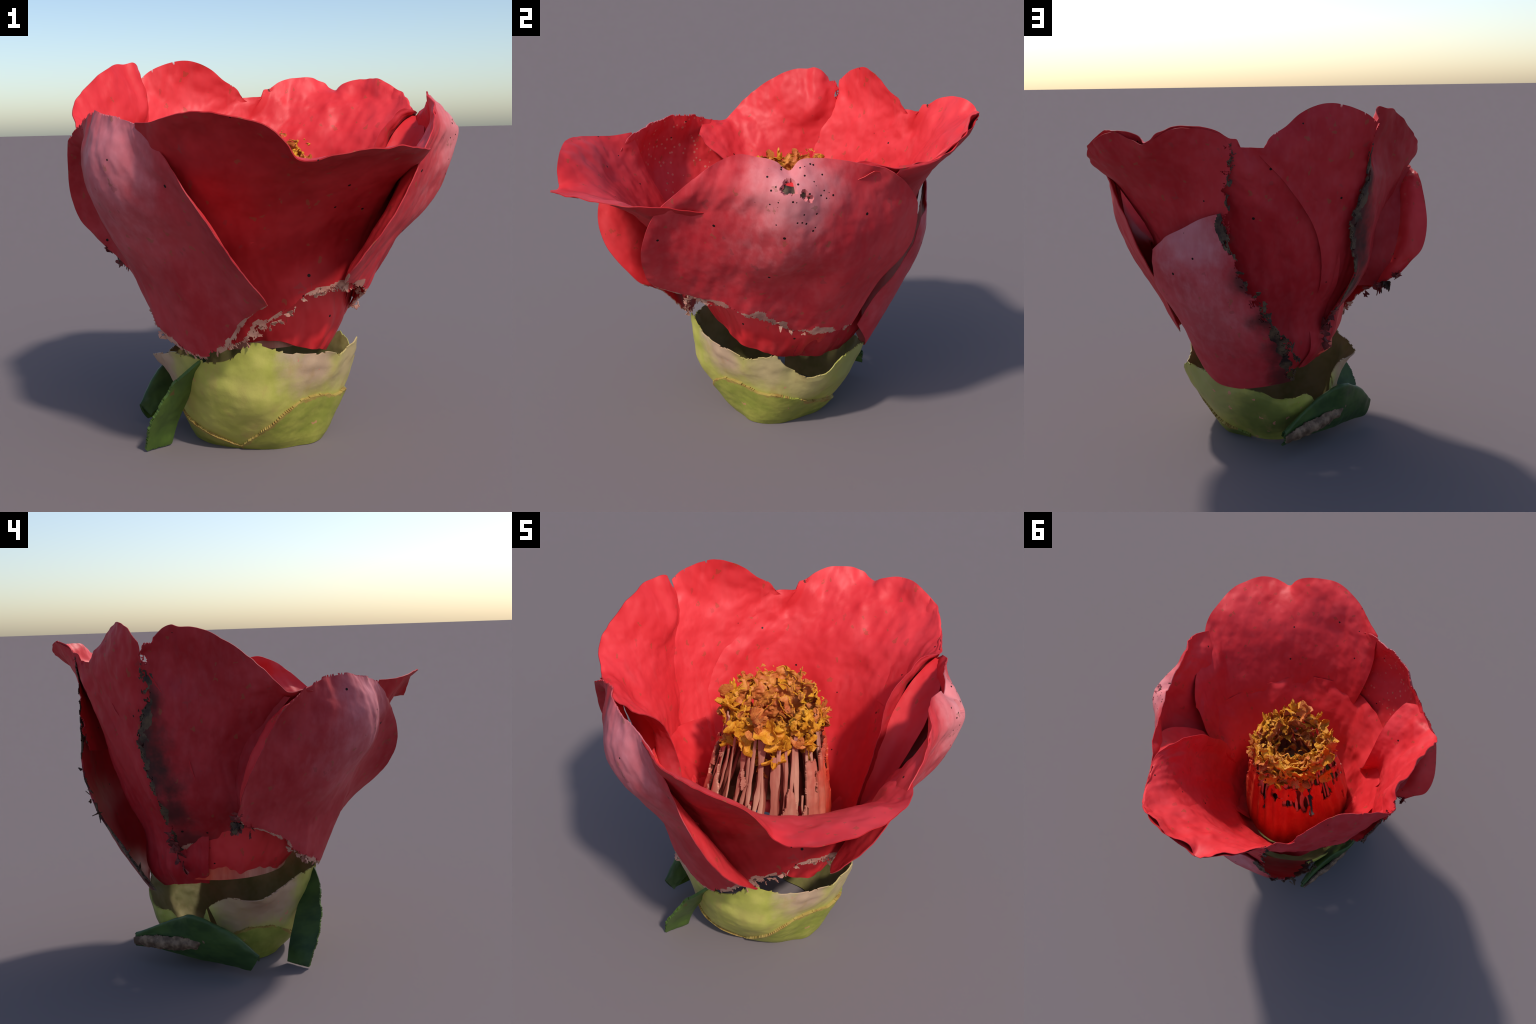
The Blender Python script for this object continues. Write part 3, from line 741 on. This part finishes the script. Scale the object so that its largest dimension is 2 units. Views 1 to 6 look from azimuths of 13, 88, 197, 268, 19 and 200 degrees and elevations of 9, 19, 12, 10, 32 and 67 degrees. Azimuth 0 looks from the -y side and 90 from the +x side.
tips = []
for i in range(52):
    a = 2 * math.pi * (i + RNG.uniform(-.45, .45)) / 52
    front = -math.sin(a)
    z0 = .66 + .12 * math.sin(a)
    z1 = 1.20 - .02 * front + RNG.uniform(-.08, .07)
    broken = RNG.random() < (.45 if front > .1 else .08)
    if broken:
        if RNG.random() < .5:
            z0 = z1 - RNG.uniform(.15, .35)
        else:
            z1 = z0 + RNG.uniform(.12, .3)
    sh = RNG.uniform(.93, .99)
    path = [column(a + RNG.uniform(-.045, .045), z0 + (z1 - z0) * t, sh - .05 * t) for t in (0, .25, .5, .75, 1)]
    v, f = stalk(path, RNG.uniform(.005, .014), .005, i)
    keep(mesh_object("filament", v, f, None, [FILAMENT]))
    if z1 > 1.05:
        tips.append((a, z1, .97))
for i in range(28):
    a = 2 * math.pi * (i + RNG.uniform(-.4, .4)) / 28
    z0, z1 = .62, 1.08 + RNG.uniform(-.06, .1)
    sh = RNG.uniform(.55, .75)
    path = [column(a, z0 + (z1 - z0) * t, .9 + (sh - .9) * t) for t in (0, .35, .7, 1)]
    v, f = stalk(path, RNG.uniform(.012, .02), .008, 100 + i)
    keep(mesh_object("filament", v, f, None, [FILAMENT_DARK]))
    tips.append((a, z1, sh))


def crown(level, shrink, low, high):
    zs = [low + (high + .06 * math.sin(a) - low) * level for a in angles]
    return [column(a, z, shrink) for a, z in zip(angles, zs)]


for k, (sh, low, high) in enumerate(((1.0, 1.19, 1.28), (.88, 1.17, 1.33), (.68, 1.14, 1.30), (.45, 1.08, 1.22), (.27, 1.02, 1.14))):
    keep(sheet("pollen_crown", [crown(t, sh * (1 - .05 * t), low, high) for t in (0, .35, .7, 1)], 240, 60, thick=.007, wrinkle=.034,
               wrinkle_scale=11, seed=20 + k, closed=True, lace=((15, 15, 11), lambda U, V, c: -.10 + .3 * np.abs(V - .55)), torn={'v1': .04, 'v0': .05},
               outer=[ANTHER, ANTHER_RED], inner=[], center=(0, .06), rim_thin=.8))["kind"] = "stuff"


def anther_mesh(seed, mat):
    """Crumpled open pollen sac: a small ragged cup with star-like lobes."""
    rng = np.random.default_rng(seed)
    nr, na = 7, 26
    lob = rng.integers(3, 6)
    ph = rng.uniform(0, 6.28)
    v = []
    for i in range(nr):
        r = (i + .35) / nr
        for k in range(na):
            a = 2 * math.pi * k / na
            rr = r * (1 + .42 * r * math.sin(lob * a + ph) + .12 * r * rng.standard_normal())
            z = .55 * r * r + .25 * r * math.sin((lob - 1) * a + 2 * ph) + .05 * rng.standard_normal() * r
            v.append((rr, rr * 0 + rr * 1.0, z, a))
    pts = np.array([(r * math.cos(a), r * math.sin(a) * .8, z) for r, _, z, a in v])
    n0 = len(pts)
    pts2 = pts + np.array((0, 0, -.16))
    tri = []
    for i in range(nr - 1):
        for k in range(na):
            a, b = i * na + k, i * na + (k + 1) % na
            c, d = b + na, a + na
            if i >= nr - 3 and rng.random() < .12:
                continue
            tri += [(a, b, c), (a, c, d)]
    for k in range(1, na - 1):
        tri.append((0, k, k + 1))
    tri = np.array(tri)
    e = np.concatenate([tri[:, [0, 1]], tri[:, [1, 2]], tri[:, [2, 0]]])
    key = np.minimum(e[:, 0], e[:, 1]) * n0 + np.maximum(e[:, 0], e[:, 1])
    _, inv, cnt = np.unique(key, return_inverse=True, return_counts=True)
    eb = e[cnt[inv] == 1]
    wall = np.concatenate([np.stack([eb[:, 1], eb[:, 0], eb[:, 0] + n0], 1), np.stack([eb[:, 1], eb[:, 0] + n0, eb[:, 1] + n0], 1)])
    faces = np.concatenate([tri, tri[:, ::-1] + n0, wall])
    ob = mesh_object("anther", np.concatenate([pts, pts2]), faces, None, [mat])
    me = ob.data
    bpy.data.objects.remove(ob)
    return me


anther_meshes = [anther_mesh(40 + k, ANTHER if k % 3 else ANTHER_RED) for k in range(9)]
for i, (a, z, sh) in enumerate(tips):
    for j in range(1 if RNG.random() < .8 else 2):
        ob = bpy.data.objects.new("anther", anther_meshes[RNG.integers(len(anther_meshes))])
        bpy.context.scene.collection.objects.link(ob)
        q = column(a + RNG.uniform(-.08, .08), z + RNG.uniform(-.04, .05) + (.0 if j == 0 else RNG.uniform(.0, .1)), sh * RNG.uniform(.92, 1.04))
        ob.location = q
        ob.rotation_euler = (RNG.uniform(-1.1, 1.1), RNG.uniform(-1.1, 1.1), RNG.uniform(0, 6.28))
        s = RNG.uniform(.034, .062)
        ob.scale = (s, s * RNG.uniform(.7, 1.2), s * RNG.uniform(.8, 1.5))
        parts.append(ob)

# --------------------------------------------------------------------------
# hierarchy
# --------------------------------------------------------------------------

root = bpy.data.objects.new("camellia_blossom", None)
bpy.context.scene.collection.objects.link(root)
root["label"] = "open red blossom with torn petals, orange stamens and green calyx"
root["category"] = "flower"
for ob in parts:
    ob.parent = root
